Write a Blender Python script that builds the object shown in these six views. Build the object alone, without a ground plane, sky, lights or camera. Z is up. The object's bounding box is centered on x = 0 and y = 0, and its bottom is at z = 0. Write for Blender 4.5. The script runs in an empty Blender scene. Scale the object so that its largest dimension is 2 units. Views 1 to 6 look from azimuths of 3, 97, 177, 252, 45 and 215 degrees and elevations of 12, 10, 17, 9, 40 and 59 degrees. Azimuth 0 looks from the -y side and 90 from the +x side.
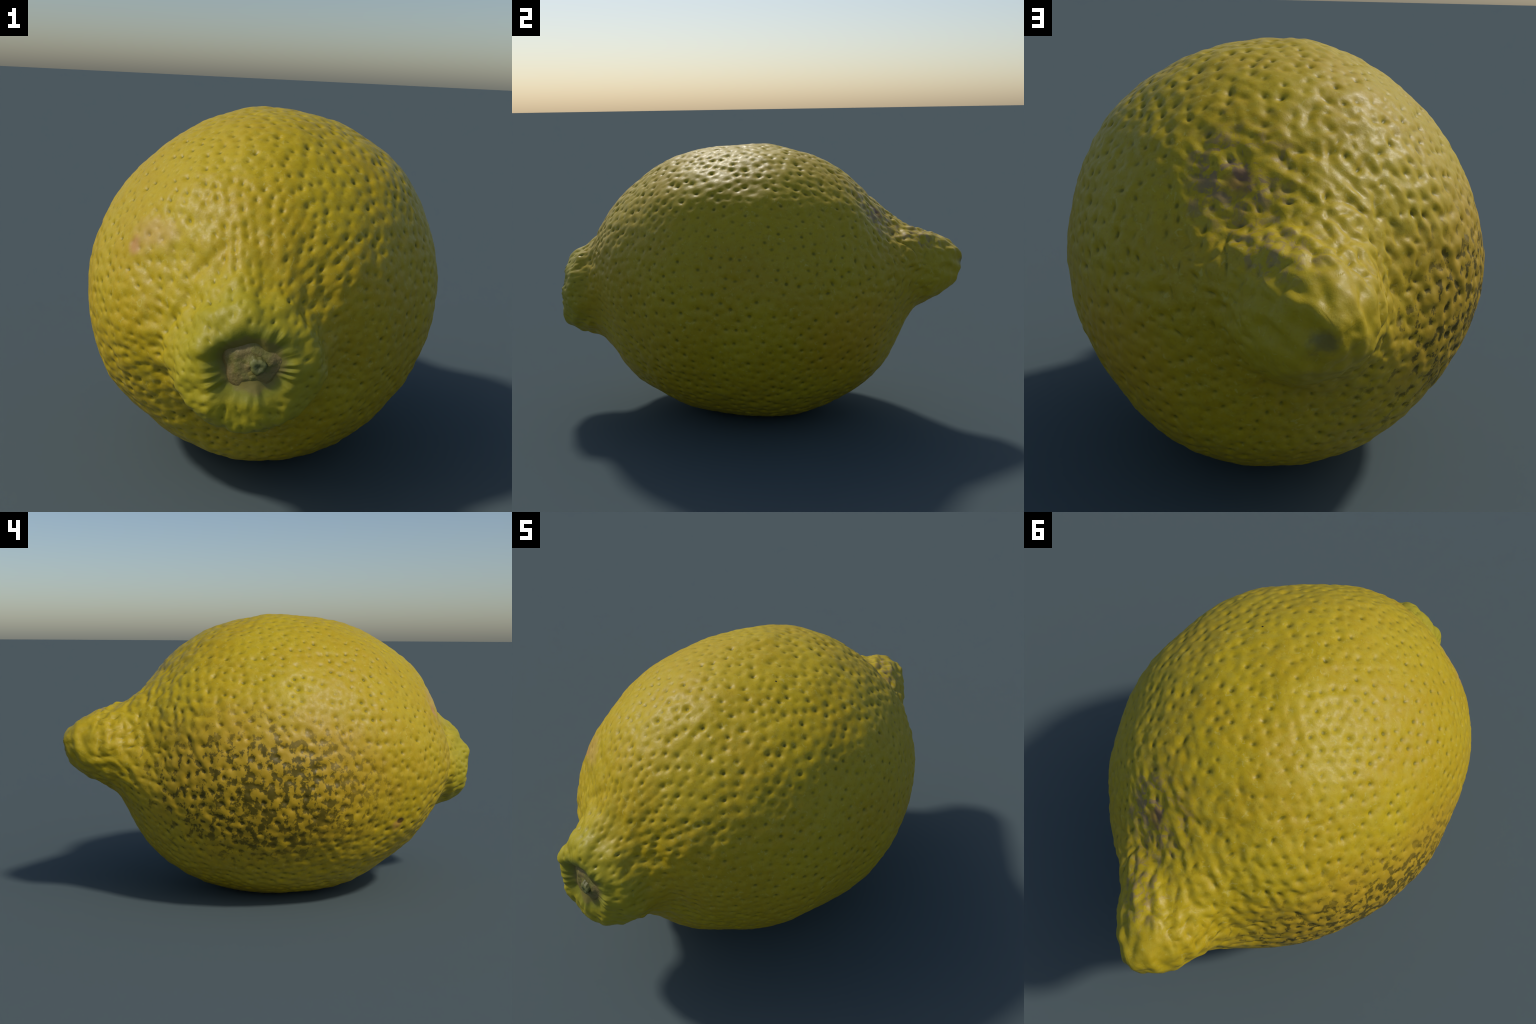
"""A ripe lemon lying on its side: a swollen rind drawn out into a wrinkled
stem collar at -y (with a sunken stem scar and a stalk stub in it) and into a
pointed blossom nipple at +y.  All sizes in metres."""
import bpy, math, random
import numpy as np
from mathutils import Vector, noise
from mathutils.kdtree import KDTree

random.seed(7)
rng = np.random.default_rng(7)

# ------------------------------------------------------------------ profile
# Cross-sections from the stem end to the blossom end.  Each row:
# y of the section, centre x, centre z, mean radius, then the cos/sin parts of
# its 2-, 3- and 4-fold departures from a circle.
SECTIONS = [
    (-0.975, -0.035, 0.572, 0, 0, 0, 0, 0, 0, 0),
    (-0.985, -0.035, 0.572, 0.04, -0.017, 0.028, -0.016, -0.001, -0.004, -0.013),
    (-0.993, -0.035, 0.572, 0.083, -0.016, 0.025, -0.018, 0.004, -0.004, -0.011),
    (-0.971, -0.029, 0.57, 0.159, -0.016, -0.012, -0.001, -0.006, 0, -0.003),
    (-0.898, 0.008, 0.589, 0.219, 0.014, 0.009, 0.006, -0.005, 0.001, 0.012),
    (-0.806, -0.018, 0.599, 0.234, -0.009, -0.012, -0.002, -0.006, 0.009, -0.007),
    (-0.72, -0.042, 0.667, 0.342, 0.003, 0.018, -0.019, -0.008, 0.004, 0.014),
    (-0.619, -0.033, 0.642, 0.467, -0.013, 0, 0, 0.011, 0.009, 0.001),
    (-0.492, -0.025, 0.652, 0.543, -0.002, 0.005, -0.012, -0.005, 0.005, 0.009),
    (-0.32, 0, 0.654, 0.634, -0.006, 0.005, -0.002, 0.006, 0, -0.004),
    (-0.112, -0.007, 0.645, 0.658, -0.002, 0.009, -0.004, -0.003, 0.006, 0.008),
    (0.103, 0.011, 0.642, 0.664, 0, 0.005, -0.008, -0.001, -0.004, 0),
    (0.327, 0.009, 0.644, 0.59, -0.007, -0.003, -0.007, 0.002, 0.012, 0.009),
    (0.495, 0.007, 0.628, 0.496, -0.004, 0.001, -0.007, 0.004, -0.009, -0.007),
    (0.638, 0.01, 0.614, 0.322, -0.01, -0.007, 0.012, 0.001, 0.002, 0.021),
    (0.732, -0.024, 0.716, 0.203, 0.004, 0.009, -0.001, 0.005, -0.007, 0.005),
    (0.823, -0.04, 0.718, 0.171, 0.006, -0.011, -0.003, -0.001, 0.003, -0.004),
    (0.924, -0.05, 0.725, 0.117, -0.005, -0.002, -0.005, -0.003, -0.006, 0.006),
    (0.979, -0.063, 0.737, 0.059, -0.005, -0.01, -0.005, 0.001, -0.003, 0.001),
    (0.992, -0.072, 0.745, 0, 0, 0, 0, 0, 0, 0),
]
N_ALONG, N_ROUND = 640, 880


def spline_basis(count, u, degree=3):
    """Clamped uniform B-spline basis."""
    knots = np.concatenate([[0] * degree, np.linspace(0, 1, count - degree + 1), [1] * degree])
    u = np.minimum(u, 1 - 1e-9)
    b = np.array([(knots[i] <= u) & (u < knots[i + 1]) for i in range(len(knots) - 1)], float).T
    for d in range(1, degree + 1):
        nb = np.zeros((len(u), len(knots) - 1 - d))
        for i in range(nb.shape[1]):
            if knots[i + d] > knots[i]:
                nb[:, i] += (u - knots[i]) / (knots[i + d] - knots[i]) * b[:, i]
            if knots[i + d + 1] > knots[i + 1]:
                nb[:, i] += (knots[i + d + 1] - u) / (knots[i + d + 1] - knots[i + 1]) * b[:, i + 1]
        b = nb
    return b


def smooth(a, b, x):
    t = np.clip((x - a) / (b - a), 0, 1)
    return t * t * (3 - 2 * t)


def loft():
    ctrl = np.array(SECTIONS)
    th = np.linspace(0, 2 * math.pi, N_ROUND, endpoint=False)

    def rings(u):
        p = spline_basis(len(ctrl), u) @ ctrl
        r = p[:, 3:4] + sum(p[:, 4 + 2 * j:5 + 2 * j] * np.cos(k * th) + p[:, 5 + 2 * j:6 + 2 * j] * np.sin(k * th)
                            for j, k in enumerate((2, 3, 4)))
        return np.stack([p[:, 1:2] + r * np.cos(th), np.broadcast_to(p[:, 0:1], r.shape),
                         p[:, 2:3] + r * np.sin(th)], axis=2)
    # even spacing along the surface
    u = np.linspace(0, 1, 3000)
    p = spline_basis(len(ctrl), u) @ ctrl
    step = np.hypot(np.diff(p[:, 0]), np.diff(p[:, 3])) + 1e-6
    s = np.concatenate([[0], np.cumsum(step)])
    u = np.interp(np.linspace(0, s[-1], N_ALONG), s, u)
    return rings(u[1:-1]), p[0], p[-1]


def grid_normals(v):
    n = np.cross(np.gradient(v, axis=0), np.roll(v, -1, 1) - np.roll(v, 1, 1))
    n /= np.linalg.norm(n, axis=2, keepdims=True) + 1e-12
    if np.mean(np.sum(n * (v - v.mean((0, 1))), 2)) < 0:
        n = -n
    return n


def value_noise(p, scale, seed=0.0):
    """Smooth noise at rows of p (coarse but vectorised: sums of tilted sines)."""
    r = np.random.default_rng(int(seed * 1000) + 11)
    out = np.zeros(len(p))
    for k in range(14):
        d = r.normal(size=3)
        d *= (0.6 + 0.8 * r.random()) / np.linalg.norm(d)
        out += np.sin(p @ d * (2 * math.pi / scale) + r.random() * 6.283)
    return out / math.sqrt(7)


# ------------------------------------------------------------------ relief
CRATER = np.array([0.012, -0.985, 0.612])     # centre of the sunken stem scar
CRATER_RX, CRATER_RZ = 0.118, 0.102


def groove(flat, points, width, depth):
    """Signed offset of a rounded furrow that follows a few points."""
    best = np.full(len(flat), 1e9)
    fade = np.zeros(len(flat))
    pts = np.array(points)
    total = len(pts) - 1
    for i in range(total):
        a, b = pts[i], pts[i + 1]
        ab = b - a
        t = np.clip(((flat - a) @ ab) / (ab @ ab), 0, 1)
        d = np.linalg.norm(flat - a - t[:, None] * ab, axis=1)
        m = d < best
        best[m] = d[m]
        g = (i + t[m]) / total
        fade[m] = np.sin(np.clip(g, 0.04, 0.96) * math.pi) ** 0.6
    return -depth * fade * np.exp(-(best / width) ** 2)


def crater_shape(flat, disp_y):
    """Push the stem end inwards to a floor, with a puckered rim."""
    dx = (flat[:, 0] - CRATER[0]) / CRATER_RX
    dz = (flat[:, 2] - CRATER[2]) / CRATER_RZ
    ang = np.arctan2(dz, dx)
    rho = np.hypot(dx, dz) * (1 + 0.06 * np.sin(3 * ang + 0.6) + 0.04 * np.sin(5 * ang + 2))
    front = smooth(-0.90, -0.94, flat[:, 1])
    # the upper left wall is the steepest and deepest
    lean = 1 + 0.40 * np.cos(ang - 2.1)
    bowl = 1 - smooth(0.35, 1.30, rho)
    disp_y += front * 0.036 * lean * bowl
    # short uneven radial wrinkles, strongest on the right and at the bottom
    wave = np.sin(19 * ang + 2.6 * np.sin(2 * ang + 0.5) + 1.7 * np.sin(5 * ang + 1))
    wave = np.sign(wave) * np.abs(wave) ** 1.4
    where = 0.35 + 0.65 * np.clip(np.maximum(np.cos(ang - 0.1), np.cos(ang + 1.9)), 0, 1)
    reach = 1.02 + 0.10 * np.sin(7 * ang + 0.4)
    disp_y += front * 0.0036 * wave * where * np.exp(-((rho - reach) / 0.20) ** 2)
    # swollen lip lumps
    lumps = np.sin(5 * ang + 0.7) * 0.55 + np.sin(8 * ang + 2.1) * 0.45
    disp_y -= front * 0.007 * lumps * np.exp(-((rho - 1.4) / 0.28) ** 2)
    return disp_y


def scatter_pits(v, n, count_tries=60000):
    """Oil-gland pits: dart throwing with a spacing that tightens at the ends."""
    flat = v.reshape(-1, 3)
    # weight by true area so the poles are not favoured
    area = np.linalg.norm(np.cross(np.gradient(v, axis=0), np.roll(v, -1, 1) - v), axis=2).ravel()
    idx = rng.choice(len(flat), size=count_tries, p=area / area.sum())
    cell = 0.05
    table, pits = {}, []
    for i in idx:
        p = flat[i]
        ends = max(0.0, (abs(p[1]) - 0.45) / 0.5)
        gap = 0.0385 - 0.0115 * min(1.0, ends)
        if p[1] > 0.86:
            gap = 0.040
        key = tuple((p // cell).astype(int))
        ok = True
        for a in (-1, 0, 1):
            for b in (-1, 0, 1):
                for c in (-1, 0, 1):
                    for q in table.get((key[0] + a, key[1] + b, key[2] + c), ()):
                        if (q[0] - p[0]) ** 2 + (q[1] - p[1]) ** 2 + (q[2] - p[2]) ** 2 < gap * gap:
                            ok = False
        if ok:
            table.setdefault(key, []).append(p)
            pits.append((i, gap))
    return pits


def add_pits(v, n, disp):
    flat, nf = v.reshape(-1, 3), n.reshape(-1, 3)
    kd = KDTree(len(flat))
    for i, p in enumerate(flat.tolist()):
        kd.insert(p, i)
    kd.balance()
    pits = scatter_pits(v, n)
    for i, gap in pits:
        p = flat[i]
        near_crater = math.hypot((p[0] - CRATER[0]) / CRATER_RX, (p[2] - CRATER[2]) / CRATER_RZ) < 1.25 and p[1] < -0.88
        if near_crater:
            continue
        size = gap / 0.0385
        rad = size * (0.0104 + 0.0062 * rng.random())
        depth = size * (0.0028 + 0.0060 * rng.random() ** 1.5)
        coarse = p[1] > 0.22 + 0.25 * rng.random() and p[0] > -0.5 and p[2] > 0.62
        if coarse:                                          # coarser skin above the nipple
            depth *= 1.05
            rad *= 1.0
        if p[1] > 0.86:
            depth *= 0.55
            rad *= 1.25
        # pits stretch along the fruit towards its ends
        stretch = 1 + 0.5 * smooth(0.45, 0.8, abs(p[1])) + 0.25 * rng.random()
        nn = nf[i]
        t = np.array([0, 1, 0]) - nn * nn[1]
        t /= np.linalg.norm(t) + 1e-9
        if coarse:                                          # neighbouring dips run together
            side = np.cross(nn, t)
            a = rng.normal(0, 0.8)
            t = t * math.cos(a) + side * math.sin(a)
            stretch *= 1 + 0.6 * rng.random()
        hits = kd.find_range(Vector(p), rad * 4.2)
        ids = np.array([h[1] for h in hits])
        d = flat[ids] - p
        along = d @ t / stretch
        across2 = np.maximum((d * d).sum(1) - (d @ t) ** 2, 0)
        r = np.sqrt(along ** 2 + across2) / rad
        disp[ids] -= depth * (0.85 * np.exp(-r ** 2) + 0.25 * np.exp(-(r / 0.55) ** 2) + 0.25 * np.exp(-(r / 2.0) ** 2))
    return disp


# ------------------------------------------------------------------ build skin
def build_skin():
    v, first, last = loft()
    shape = v.shape
    flat = v.reshape(-1, 3).copy()
    n = grid_normals(v)

    # body-scale unevenness
    disp = 0.0038 + 0.0015 * value_noise(flat, 0.42, 0.1) + 0.0010 * value_noise(flat, 0.17, 0.2)
    collar = smooth(-0.66, -0.80, flat[:, 1])
    nipple = smooth(0.66, 0.80, flat[:, 1])
    disp += 0.0035 * collar * value_noise(flat, 0.085, 0.3)
    disp += 0.0022 * nipple * value_noise(flat, 0.075, 0.4)
    # orange-peel cobbling between the pits
    rough_skin = 1 + 1.6 * smooth(0.25, 0.6, flat[:, 1]) * smooth(0.5, 0.8, flat[:, 2])
    disp += rough_skin * 0.0006 * value_noise(flat, 0.055, 0.5) + 0.0002 * value_noise(flat, 0.026, 0.6)
    for c, r, h in SWELLS:
        disp += h * np.exp(-((flat - np.array(c)) ** 2).sum(1) / r ** 2)
    for pts, w, d in FURROWS:
        disp += groove(flat, pts, w, d)
    disp = add_pits(v, n, disp)

    nf = n.reshape(-1, 3)
    out = flat + nf * disp[:, None]
    dy = crater_shape(flat, np.zeros(len(flat)))
    out[:, 1] += dy
    out[:, 1] *= 1.004
    # the fruit rests on the ground: flatten what would sink below it
    low = out[:, 2] < 0.03
    out[low, 2] = 0.03 * np.exp((out[low, 2] - 0.03) / 0.03)
    out[:, 2] -= out[:, 2].min()

    verts = out.reshape(shape)
    m, k = shape[0], shape[1]
    poles = np.array([verts[0].mean(0), verts[-1].mean(0)])
    all_v = np.concatenate([out, poles])
    i = np.arange(m - 1)[:, None] * k
    j = np.arange(k)[None, :]
    j2 = (j + 1) % k
    quads = np.stack([i + j, i + j2, i + k + j2, i + k + j], axis=2).reshape(-1, 4)
    a, b = m * k, m * k + 1
    jj = np.arange(k)
    tri0 = np.stack([np.full(k, a), (jj + 1) % k, jj], 1)
    off = (m - 1) * k
    tri1 = np.stack([np.full(k, b), off + jj, off + (jj + 1) % k], 1)
    return all_v, quads, tri0, tri1


# broad swells and hollows of the body: centre, radius, height
SWELLS = [
    ((0.48, -0.10, 1.12), 0.15, 0.014),
    ((0.21, -0.31, 1.23), 0.14, -0.012),
    ((-0.08, 0.05, 1.31), 0.13, 0.011),
    ((-0.52, 0.00, 0.26), 0.17, -0.016),
    ((0.39, 0.48, 0.36), 0.13, -0.013),
    ((-0.55, -0.10, 1.00), 0.12, 0.009),
    ((-0.29, -0.74, 0.50), 0.10, -0.014),
    ((-0.02, -0.40, 1.20), 0.12, 0.008),
]
FURROWS = [
    # fold that rings the upper left of the stem collar
    ([(-0.285, -0.80, 0.60), (-0.281, -0.816, 0.64), (-0.226, -0.806, 0.719), (-0.197, -0.80, 0.765)], 0.020, 0.012),
    ([(-0.190, -0.79, 0.80), (-0.171, -0.778, 0.846), (-0.112, -0.778, 0.902), (-0.05, -0.778, 0.927)], 0.018, 0.008),
    # creases round the root of the nipple
    ([(-0.03, 0.825, 0.885), (-0.085, 0.822, 0.875), (-0.148, 0.850, 0.838), (-0.189, 0.878, 0.77)], 0.010, 0.006),
    ([(0.13, 0.80, 0.80), (0.119, 0.841, 0.714), (0.087, 0.878, 0.672)], 0.010, 0.004),
]


def make_mesh(name, verts, quads, tris):
    me = bpy.data.meshes.new(name)
    loops = np.concatenate([quads.ravel(), tris.ravel()]) if len(tris) else quads.ravel()
    starts = np.concatenate([np.arange(len(quads)) * 4, len(quads) * 4 + np.arange(len(tris)) * 3])
    me.vertices.add(len(verts))
    me.vertices.foreach_set("co", np.ascontiguousarray(verts, np.float32).ravel())
    me.loops.add(len(loops))
    me.loops.foreach_set("vertex_index", loops.astype(np.int32))
    me.polygons.add(len(starts))
    me.polygons.foreach_set("loop_start", starts.astype(np.int32))
    me.polygons.foreach_set("use_smooth", np.ones(len(starts), bool))
    me.update(calc_edges=True)
    me.validate()
    return me


def orient_outward(verts, quads, tris):
    c = verts.mean(0)
    p = verts[quads]
    nrm = np.cross(p[:, 1] - p[:, 0], p[:, 2] - p[:, 0])
    if np.mean(np.sum(nrm * (p[:, 0] - c), 1)) < 0:
        quads = quads[:, ::-1]
    if len(tris):
        p = verts[tris]
        nrm = np.cross(p[:, 1] - p[:, 0], p[:, 2] - p[:, 0])
        flip = np.sum(nrm * (p[:, 0] - c), 1) < 0
        tris = tris.copy()
        tris[flip] = tris[flip][:, ::-1]
    return quads, tris


def split_parts(verts, quads, tri0, tri1, parent, material):
    tris = np.concatenate([tri0, tri1])
    quads, tris = orient_outward(verts, quads, tris)
    whole = make_mesh("whole_skin", verts, quads, tris)
    normals = np.zeros(len(verts) * 3, np.float32)
    whole.vertex_normals.foreach_get("vector", normals)
    normals = normals.reshape(-1, 3)
    qy, ty = verts[quads][:, :, 1].mean(1), verts[tris][:, :, 1].mean(1)
    for name, lo, hi in (("stem_collar", -9, -0.775), ("rind", -0.775, 0.765), ("blossom_nipple", 0.765, 9)):
        q, t = quads[(qy >= lo) & (qy < hi)], tris[(ty >= lo) & (ty < hi)]
        used = np.unique(np.concatenate([q.ravel(), t.ravel()]))
        remap = np.full(len(verts), -1)
        remap[used] = np.arange(len(used))
        me = make_mesh(name, verts[used], remap[q], remap[t] if len(t) else t)
        me.normals_split_custom_set_from_vertices(normals[used].tolist())
        me.materials.append(material)
        ob = bpy.data.objects.new(name, me)
        bpy.context.collection.objects.link(ob)
        ob.parent = parent
    bpy.data.meshes.remove(whole)


# ------------------------------------------------------------------ stem scar
def polar_patch(name, radial, round_n, func, material, parent):
    verts = [func(0.0, 0.0)]
    for i in range(1, radial + 1):
        for j in range(round_n):
            verts.append(func(i / radial, 2 * math.pi * j / round_n))
    faces = [(0, 1 + (j + 1) % round_n, 1 + j) for j in range(round_n)]
    for i in range(radial - 1):
        for j in range(round_n):
            a, b = 1 + i * round_n + j, 1 + i * round_n + (j + 1) % round_n
            faces.append((a, b, b + round_n, a + round_n))
    me = bpy.data.meshes.new(name)
    me.from_pydata(verts, [], faces)
    me.polygons.foreach_set("use_smooth", [True] * len(me.polygons))
    me.materials.append(material)
    ob = bpy.data.objects.new(name, me)
    bpy.context.collection.objects.link(ob)
    ob.parent = parent
    return ob


def scar_point(t, a):
    """Calyx disc in the crater: a shallow lumpy shield with five soft lobes."""
    lobe = 1 + 0.05 * math.sin(5 * a + 0.4) + 0.06 * math.sin(3 * a + 1.2)
    r = t * lobe
    x = CRATER[0] + 0.102 * r * math.cos(a)
    z = CRATER[2] + 0.088 * r * math.sin(a)
    bulge = 0.020 * (1 - t ** 2) - 0.016 * max(0.0, t - 0.78) / 0.22
    w = noise.noise(Vector((x * 34, 3.1, z * 34))) * 0.0055 + noise.noise(Vector((x * 80, 9.0, z * 80))) * 0.002
    ring = 0.0035 * math.cos(t * 13)
    return (x, -0.954 + 0.012 * r * math.sin(a) - bulge - (w + ring) * (1 - 0.85 * t), z)


def stub_point(t, a):
    """Dry stalk stub: a short leaning peg with a rounded, dented top."""
    peg = min(1.0, t / 0.55)
    rad = 0.023 * (peg if t < 0.55 else 1.0 + 0.35 * ((t - 0.55) / 0.45) ** 2)
    rad *= 1 + 0.10 * math.sin(3 * a + 0.5) + 0.05 * math.sin(7 * a)
    drop = 0.006 * peg ** 4 if t < 0.55 else 0.006 + 0.042 * (t - 0.55) / 0.45
    dent = -0.006 * math.exp(-(t / 0.25) ** 2)
    lean = drop * 0.30
    x = CRATER[0] + 0.022 + rad * math.cos(a) - lean
    z = CRATER[2] - 0.004 + rad * math.sin(a) + lean
    return (x, -0.990 + drop - dent, z)


# ------------------------------------------------------------------ materials
class Nodes:
    """Small helper to wire shader nodes by expression."""

    def __init__(self, name):
        self.mat = bpy.data.materials.new(name)
        self.mat.use_nodes = True
        self.tree = self.mat.node_tree
        self.bsdf = self.tree.nodes["Principled BSDF"]
        self.coord = self.tree.nodes.new("ShaderNodeTexCoord").outputs["Object"]

    def link(self, value, socket):
        if isinstance(value, bpy.types.NodeSocket):
            self.tree.links.new(value, socket)
        else:
            socket.default_value = value

    def math(self, op, a, b=0.0, c=0.0, clamp=False):
        nd = self.tree.nodes.new("ShaderNodeMath")
        nd.operation, nd.use_clamp = op, clamp
        for v, s in zip((a, b, c), nd.inputs):
            self.link(v, s)
        return nd.outputs[0]

    def noise(self, scale, detail=3.0, rough=0.55, coord=None, distortion=0.0):
        nd = self.tree.nodes.new("ShaderNodeTexNoise")
        nd.inputs["Scale"].default_value = scale
        nd.inputs["Detail"].default_value = detail
        nd.inputs["Roughness"].default_value = rough
        nd.inputs["Distortion"].default_value = distortion
        self.link(coord or self.coord, nd.inputs["Vector"])
        return nd.outputs["Fac"]

    def ramp(self, x, lo, hi, to_lo=0.0, to_hi=1.0):
        nd = self.tree.nodes.new("ShaderNodeMapRange")
        nd.interpolation_type = "SMOOTHSTEP"
        for v, s in zip((x, lo, hi, to_lo, to_hi), nd.inputs):
            self.link(v, s)
        return nd.outputs[0]

    def mix(self, fac, a, b):
        nd = self.tree.nodes.new("ShaderNodeMix")
        nd.data_type = "RGBA"
        self.link(fac, nd.inputs[0])
        for v, s in ((a, nd.inputs[6]), (b, nd.inputs[7])):
            self.link(v if isinstance(v, bpy.types.NodeSocket) else (*v, 1.0), s)
        return nd.outputs[2]

    def distance(self, point, squash=(1, 1, 1), coord=None):
        """Distance from a point, in object space, with per-axis radii."""
        sub = self.tree.nodes.new("ShaderNodeVectorMath")
        sub.operation = "SUBTRACT"
        self.link(coord or self.coord, sub.inputs[0])
        sub.inputs[1].default_value = point
        div = self.tree.nodes.new("ShaderNodeVectorMath")
        div.operation = "DIVIDE"
        self.tree.links.new(sub.outputs[0], div.inputs[0])
        div.inputs[1].default_value = squash
        ln = self.tree.nodes.new("ShaderNodeVectorMath")
        ln.operation = "LENGTH"
        self.tree.links.new(div.outputs[0], ln.inputs[0])
        return ln.outputs["Value"]

    def spot(self, point, radii, soft=0.6, rag=0.0, rag_scale=30):
        """1 inside a ragged blob, 0 outside."""
        d = self.distance(point, radii)
        if rag:
            d = self.math("ADD", d, self.math("MULTIPLY", self.math("SUBTRACT", self.noise(rag_scale, 4), 0.5), rag))
        return self.ramp(d, 1 - soft, 1 + soft, 1, 0)

    def axis(self, i):
        nd = self.tree.nodes.new("ShaderNodeSeparateXYZ")
        self.tree.links.new(self.coord, nd.inputs[0])
        return nd.outputs[i]

    def pointiness(self):
        return self.tree.nodes.new("ShaderNodeNewGeometry").outputs["Pointiness"]

    def bump(self, height, strength, distance):
        nd = self.tree.nodes.new("ShaderNodeBump")
        nd.inputs["Strength"].default_value = strength
        nd.inputs["Distance"].default_value = distance
        self.link(height, nd.inputs["Height"])
        self.tree.links.new(nd.outputs[0], self.bsdf.inputs["Normal"])


def srgb(r, g, b):
    return tuple((c / 255 / 12.92) if c <= 10 else ((c / 255 + 0.055) / 1.055) ** 2.4 for c in (r, g, b))


def rind_material():
    s = Nodes("lemon_rind")
    M, mul = s.math, lambda a, b: s.math("MULTIPLY", a, b)
    yellow, deep, pale = srgb(188, 162, 16), srgb(180, 146, 8), srgb(186, 165, 48)
    green, tan = srgb(150, 148, 34), srgb(180, 142, 30)
    olive = srgb(88, 76, 12)

    blotch = s.ramp(s.noise(3.2, 3), 0.35, 0.65)
    col = s.mix(mul(blotch, 0.55), yellow, deep)
    fine = s.ramp(s.noise(38, 5, 0.65), 0.42, 0.70)
    col = s.mix(mul(fine, 0.60), col, pale)
    vein = s.ramp(s.noise(90, 3, 0.6, distortion=0.8), 0.52, 0.66)
    col = s.mix(mul(vein, 0.35), col, srgb(166, 134, 14))
    fleck = s.ramp(s.noise(52, 2, 0.5, distortion=1.0), 0.62, 0.72)
    col = s.mix(mul(fleck, 0.40), col, srgb(198, 184, 92))

    # greener flesh on the stem collar and, fainter, on the nipple
    y = s.axis(1)
    wob = mul(M("SUBTRACT", s.noise(9, 3), 0.5), 0.16)
    collar = s.ramp(M("ADD", y, wob), -0.76, -0.96)
    col = s.mix(mul(collar, 0.55), col, green)
    nip = s.ramp(M("ADD", y, wob), 0.74, 0.95)
    col = s.mix(mul(nip, 0.30), col, srgb(178, 158, 26))

    # a faint orange ripening patch
    col = s.mix(mul(s.spot((0.47, 0.485, 0.473), (0.20, 0.22, 0.20), 0.7, 0.8, 9), 0.30), col, srgb(205, 140, 22))

    # gland pits are a little greener and duller than the skin round them
    point = s.pointiness()
    pit = s.ramp(point, 0.498, 0.450)
    col = s.mix(mul(pit, 0.75), col, srgb(104, 100, 14))

    # mottled side: tan ground between dark olive blotches with grainy edges
    region = s.spot((-0.58, 0.24, 0.58), (0.40, 0.56, 0.30), 0.45, 0.9, 7)
    col = s.mix(mul(region, 0.75), col, tan)
    core = s.spot((-0.54, 0.30, 0.56), (0.44, 0.56, 0.30), 0.5, 0.6, 6)
    tall = s.tree.nodes.new("ShaderNodeMapping")
    tall.inputs["Scale"].default_value = (1, 1.15, 0.80)
    s.tree.links.new(s.coord, tall.inputs["Vector"])
    blot = mul(M("SUBTRACT", s.noise(30, 1, 0.5, tall.outputs[0], 0.3), 0.5), 0.26)
    grain = mul(M("SUBTRACT", s.noise(110, 5, 0.75), 0.5), 0.20)
    level = M("ADD", M("ADD", mul(M("SUBTRACT", point, 0.5), 1.5), blot), grain)
    heavy = s.spot((-0.62, 0.14, 0.53), (0.42, 0.44, 0.28), 0.6, 0.8, 7)
    level = M("SUBTRACT", level, mul(heavy, 0.040))
    dark = s.ramp(level, -0.022, -0.052)
    col = s.mix(mul(mul(dark, core), 0.95), col, olive)

    # scabs and scars
    scab = s.spot((0.135, 0.57, 1.0), (0.13, 0.16, 0.12), 0.6, 1.6, 16)
    film = s.ramp(s.noise(26, 4, 0.6, distortion=0.6), 0.46, 0.60)
    col = s.mix(mul(mul(scab, film), 0.75), col, srgb(138, 112, 92))
    heart = s.spot((0.125, 0.582, 0.985), (0.035, 0.035, 0.035), 0.5, 1.2, 40)
    col = s.mix(mul(heart, 0.55), col, srgb(128, 84, 66))
    streak = s.spot((0.05, 0.80, 0.88), (0.10, 0.16, 0.06), 0.6, 1.8, 22)
    col = s.mix(mul(mul(streak, film), 0.6), col, srgb(150, 124, 96))
    col = s.mix(mul(s.spot((-0.398, -0.636, 0.872), (0.020, 0.030, 0.030), 0.6, 1.0, 50), 0.70), col, srgb(186, 130, 84))
    rub = s.spot((-0.33, -0.66, 0.92), (0.09, 0.06, 0.05), 0.6, 1.6, 24)
    col = s.mix(mul(rub, 0.45), col, srgb(196, 156, 92))
    col = s.mix(mul(s.spot((-0.566, -0.390, 0.388), (0.028, 0.026, 0.024), 0.5, 1.2, 46), 0.75), col, srgb(190, 140, 62))
    col = s.mix(mul(s.spot((-0.555, -0.400, 0.412), (0.016, 0.018, 0.014), 0.4, 1.0, 60), 0.9), col, srgb(84, 58, 24))
    col = s.mix(s.spot((0.182, -0.118, 1.274), (0.004, 0.004, 0.02), 0.3), col, srgb(40, 34, 12))
    # withered style scar on the tip of the nipple
    tip = s.spot((-0.055, 0.992, 0.722), (0.034, 0.040, 0.026), 0.6, 1.6, 34)
    col = s.mix(mul(tip, 0.6), col, srgb(86, 82, 62))
    # brown lining where the collar dips to the stem scar
    d = s.distance(tuple(CRATER), (CRATER_RX, 1.0, CRATER_RZ))
    front = s.ramp(y, -0.90, -0.93)
    d = M("ADD", d, mul(M("SUBTRACT", s.noise(40, 3), 0.5), 0.35))
    col = s.mix(mul(mul(s.ramp(d, 1.35, 0.85), front), 0.65), col, srgb(104, 112, 34))
    col = s.mix(mul(mul(s.ramp(d, 0.92, 0.70), front), 0.8), col, srgb(124, 110, 56))

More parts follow.
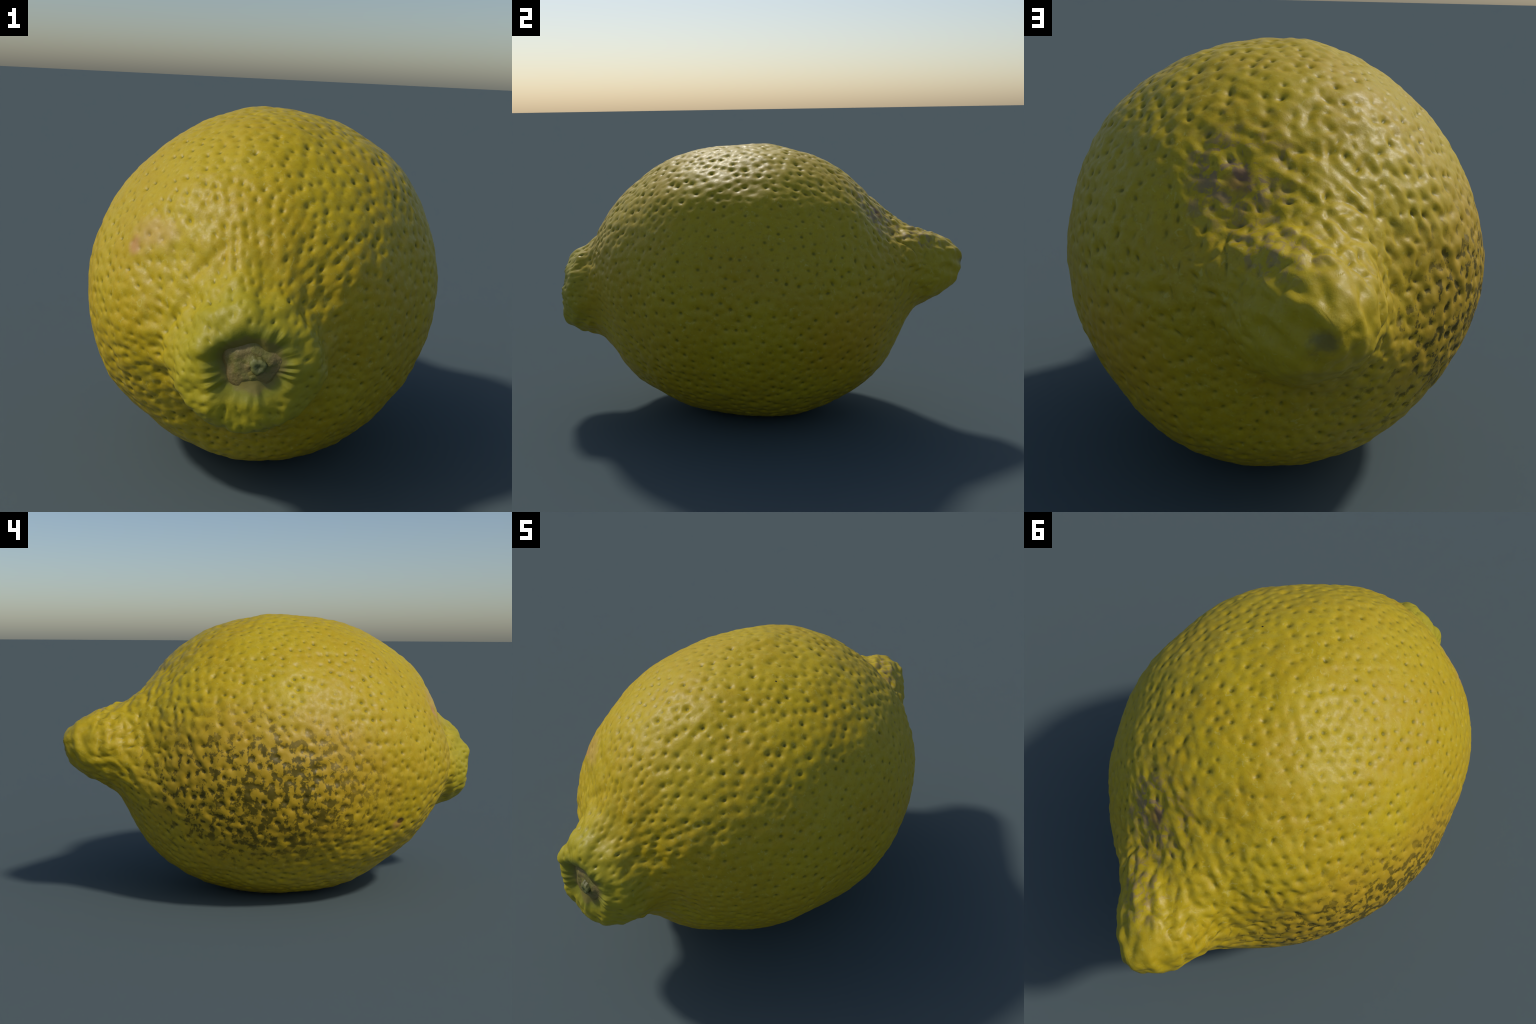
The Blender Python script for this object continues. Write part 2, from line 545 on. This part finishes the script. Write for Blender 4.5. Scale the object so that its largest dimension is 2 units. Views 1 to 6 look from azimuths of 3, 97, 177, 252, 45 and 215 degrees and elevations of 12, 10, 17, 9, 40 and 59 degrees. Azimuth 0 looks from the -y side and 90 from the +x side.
    s.link(col, s.bsdf.inputs["Base Color"])
    s.link(s.ramp(s.noise(60, 4), 0.3, 0.7, 0.42, 0.56), s.bsdf.inputs["Roughness"])
    s.bsdf.inputs["Specular IOR Level"].default_value = 0.34
    h = M("ADD", mul(s.noise(55, 4, 0.6), 0.7), mul(s.noise(190, 3, 0.6), 0.25))
    s.bump(h, 0.22, 0.005)
    return s.mat


def scar_material():
    s = Nodes("stem_scar_cork")
    mul = lambda a, b: s.math("MULTIPLY", a, b)
    col = s.mix(s.ramp(s.noise(30, 4), 0.38, 0.62), srgb(114, 108, 44), srgb(128, 112, 60))
    d = s.distance(tuple(CRATER), (0.085, 1, 0.075))
    col = s.mix(mul(s.ramp(d, 0.7, 1.0), 0.6), col, srgb(134, 110, 62))
    col = s.mix(mul(s.ramp(s.noise(75, 4, 0.6), 0.56, 0.68), 0.6), col, srgb(92, 88, 40))
    s.link(col, s.bsdf.inputs["Base Color"])
    s.bsdf.inputs["Roughness"].default_value = 0.6
    s.bump(s.noise(90, 4), 0.5, 0.006)
    return s.mat


def stub_material():
    s = Nodes("stalk_stub_wood")
    col = s.mix(s.ramp(s.noise(45, 3), 0.4, 0.6), srgb(118, 118, 60), srgb(96, 94, 42))
    col = s.mix(s.ramp(s.distance((CRATER[0] + 0.022, -0.99, CRATER[2] - 0.004)), 0.022, 0.008, 0, 0.6), col, srgb(82, 88, 48))
    s.link(col, s.bsdf.inputs["Base Color"])
    s.bsdf.inputs["Roughness"].default_value = 0.55
    s.bump(s.noise(120, 3), 0.4, 0.004)
    return s.mat


# ------------------------------------------------------------------ assemble
lemon = bpy.data.objects.new("lemon", None)
bpy.context.collection.objects.link(lemon)
lemon["label"] = "ripe yellow lemon with pitted rind and greenish stem end"
lemon["category"] = "fruit"

verts, quads, tri0, tri1 = build_skin()
split_parts(verts, quads, tri0, tri1, lemon, rind_material())
scar = polar_patch("stem_scar", 30, 96, scar_point, scar_material(), lemon)
polar_patch("stalk_stub", 24, 48, stub_point, stub_material(), scar)
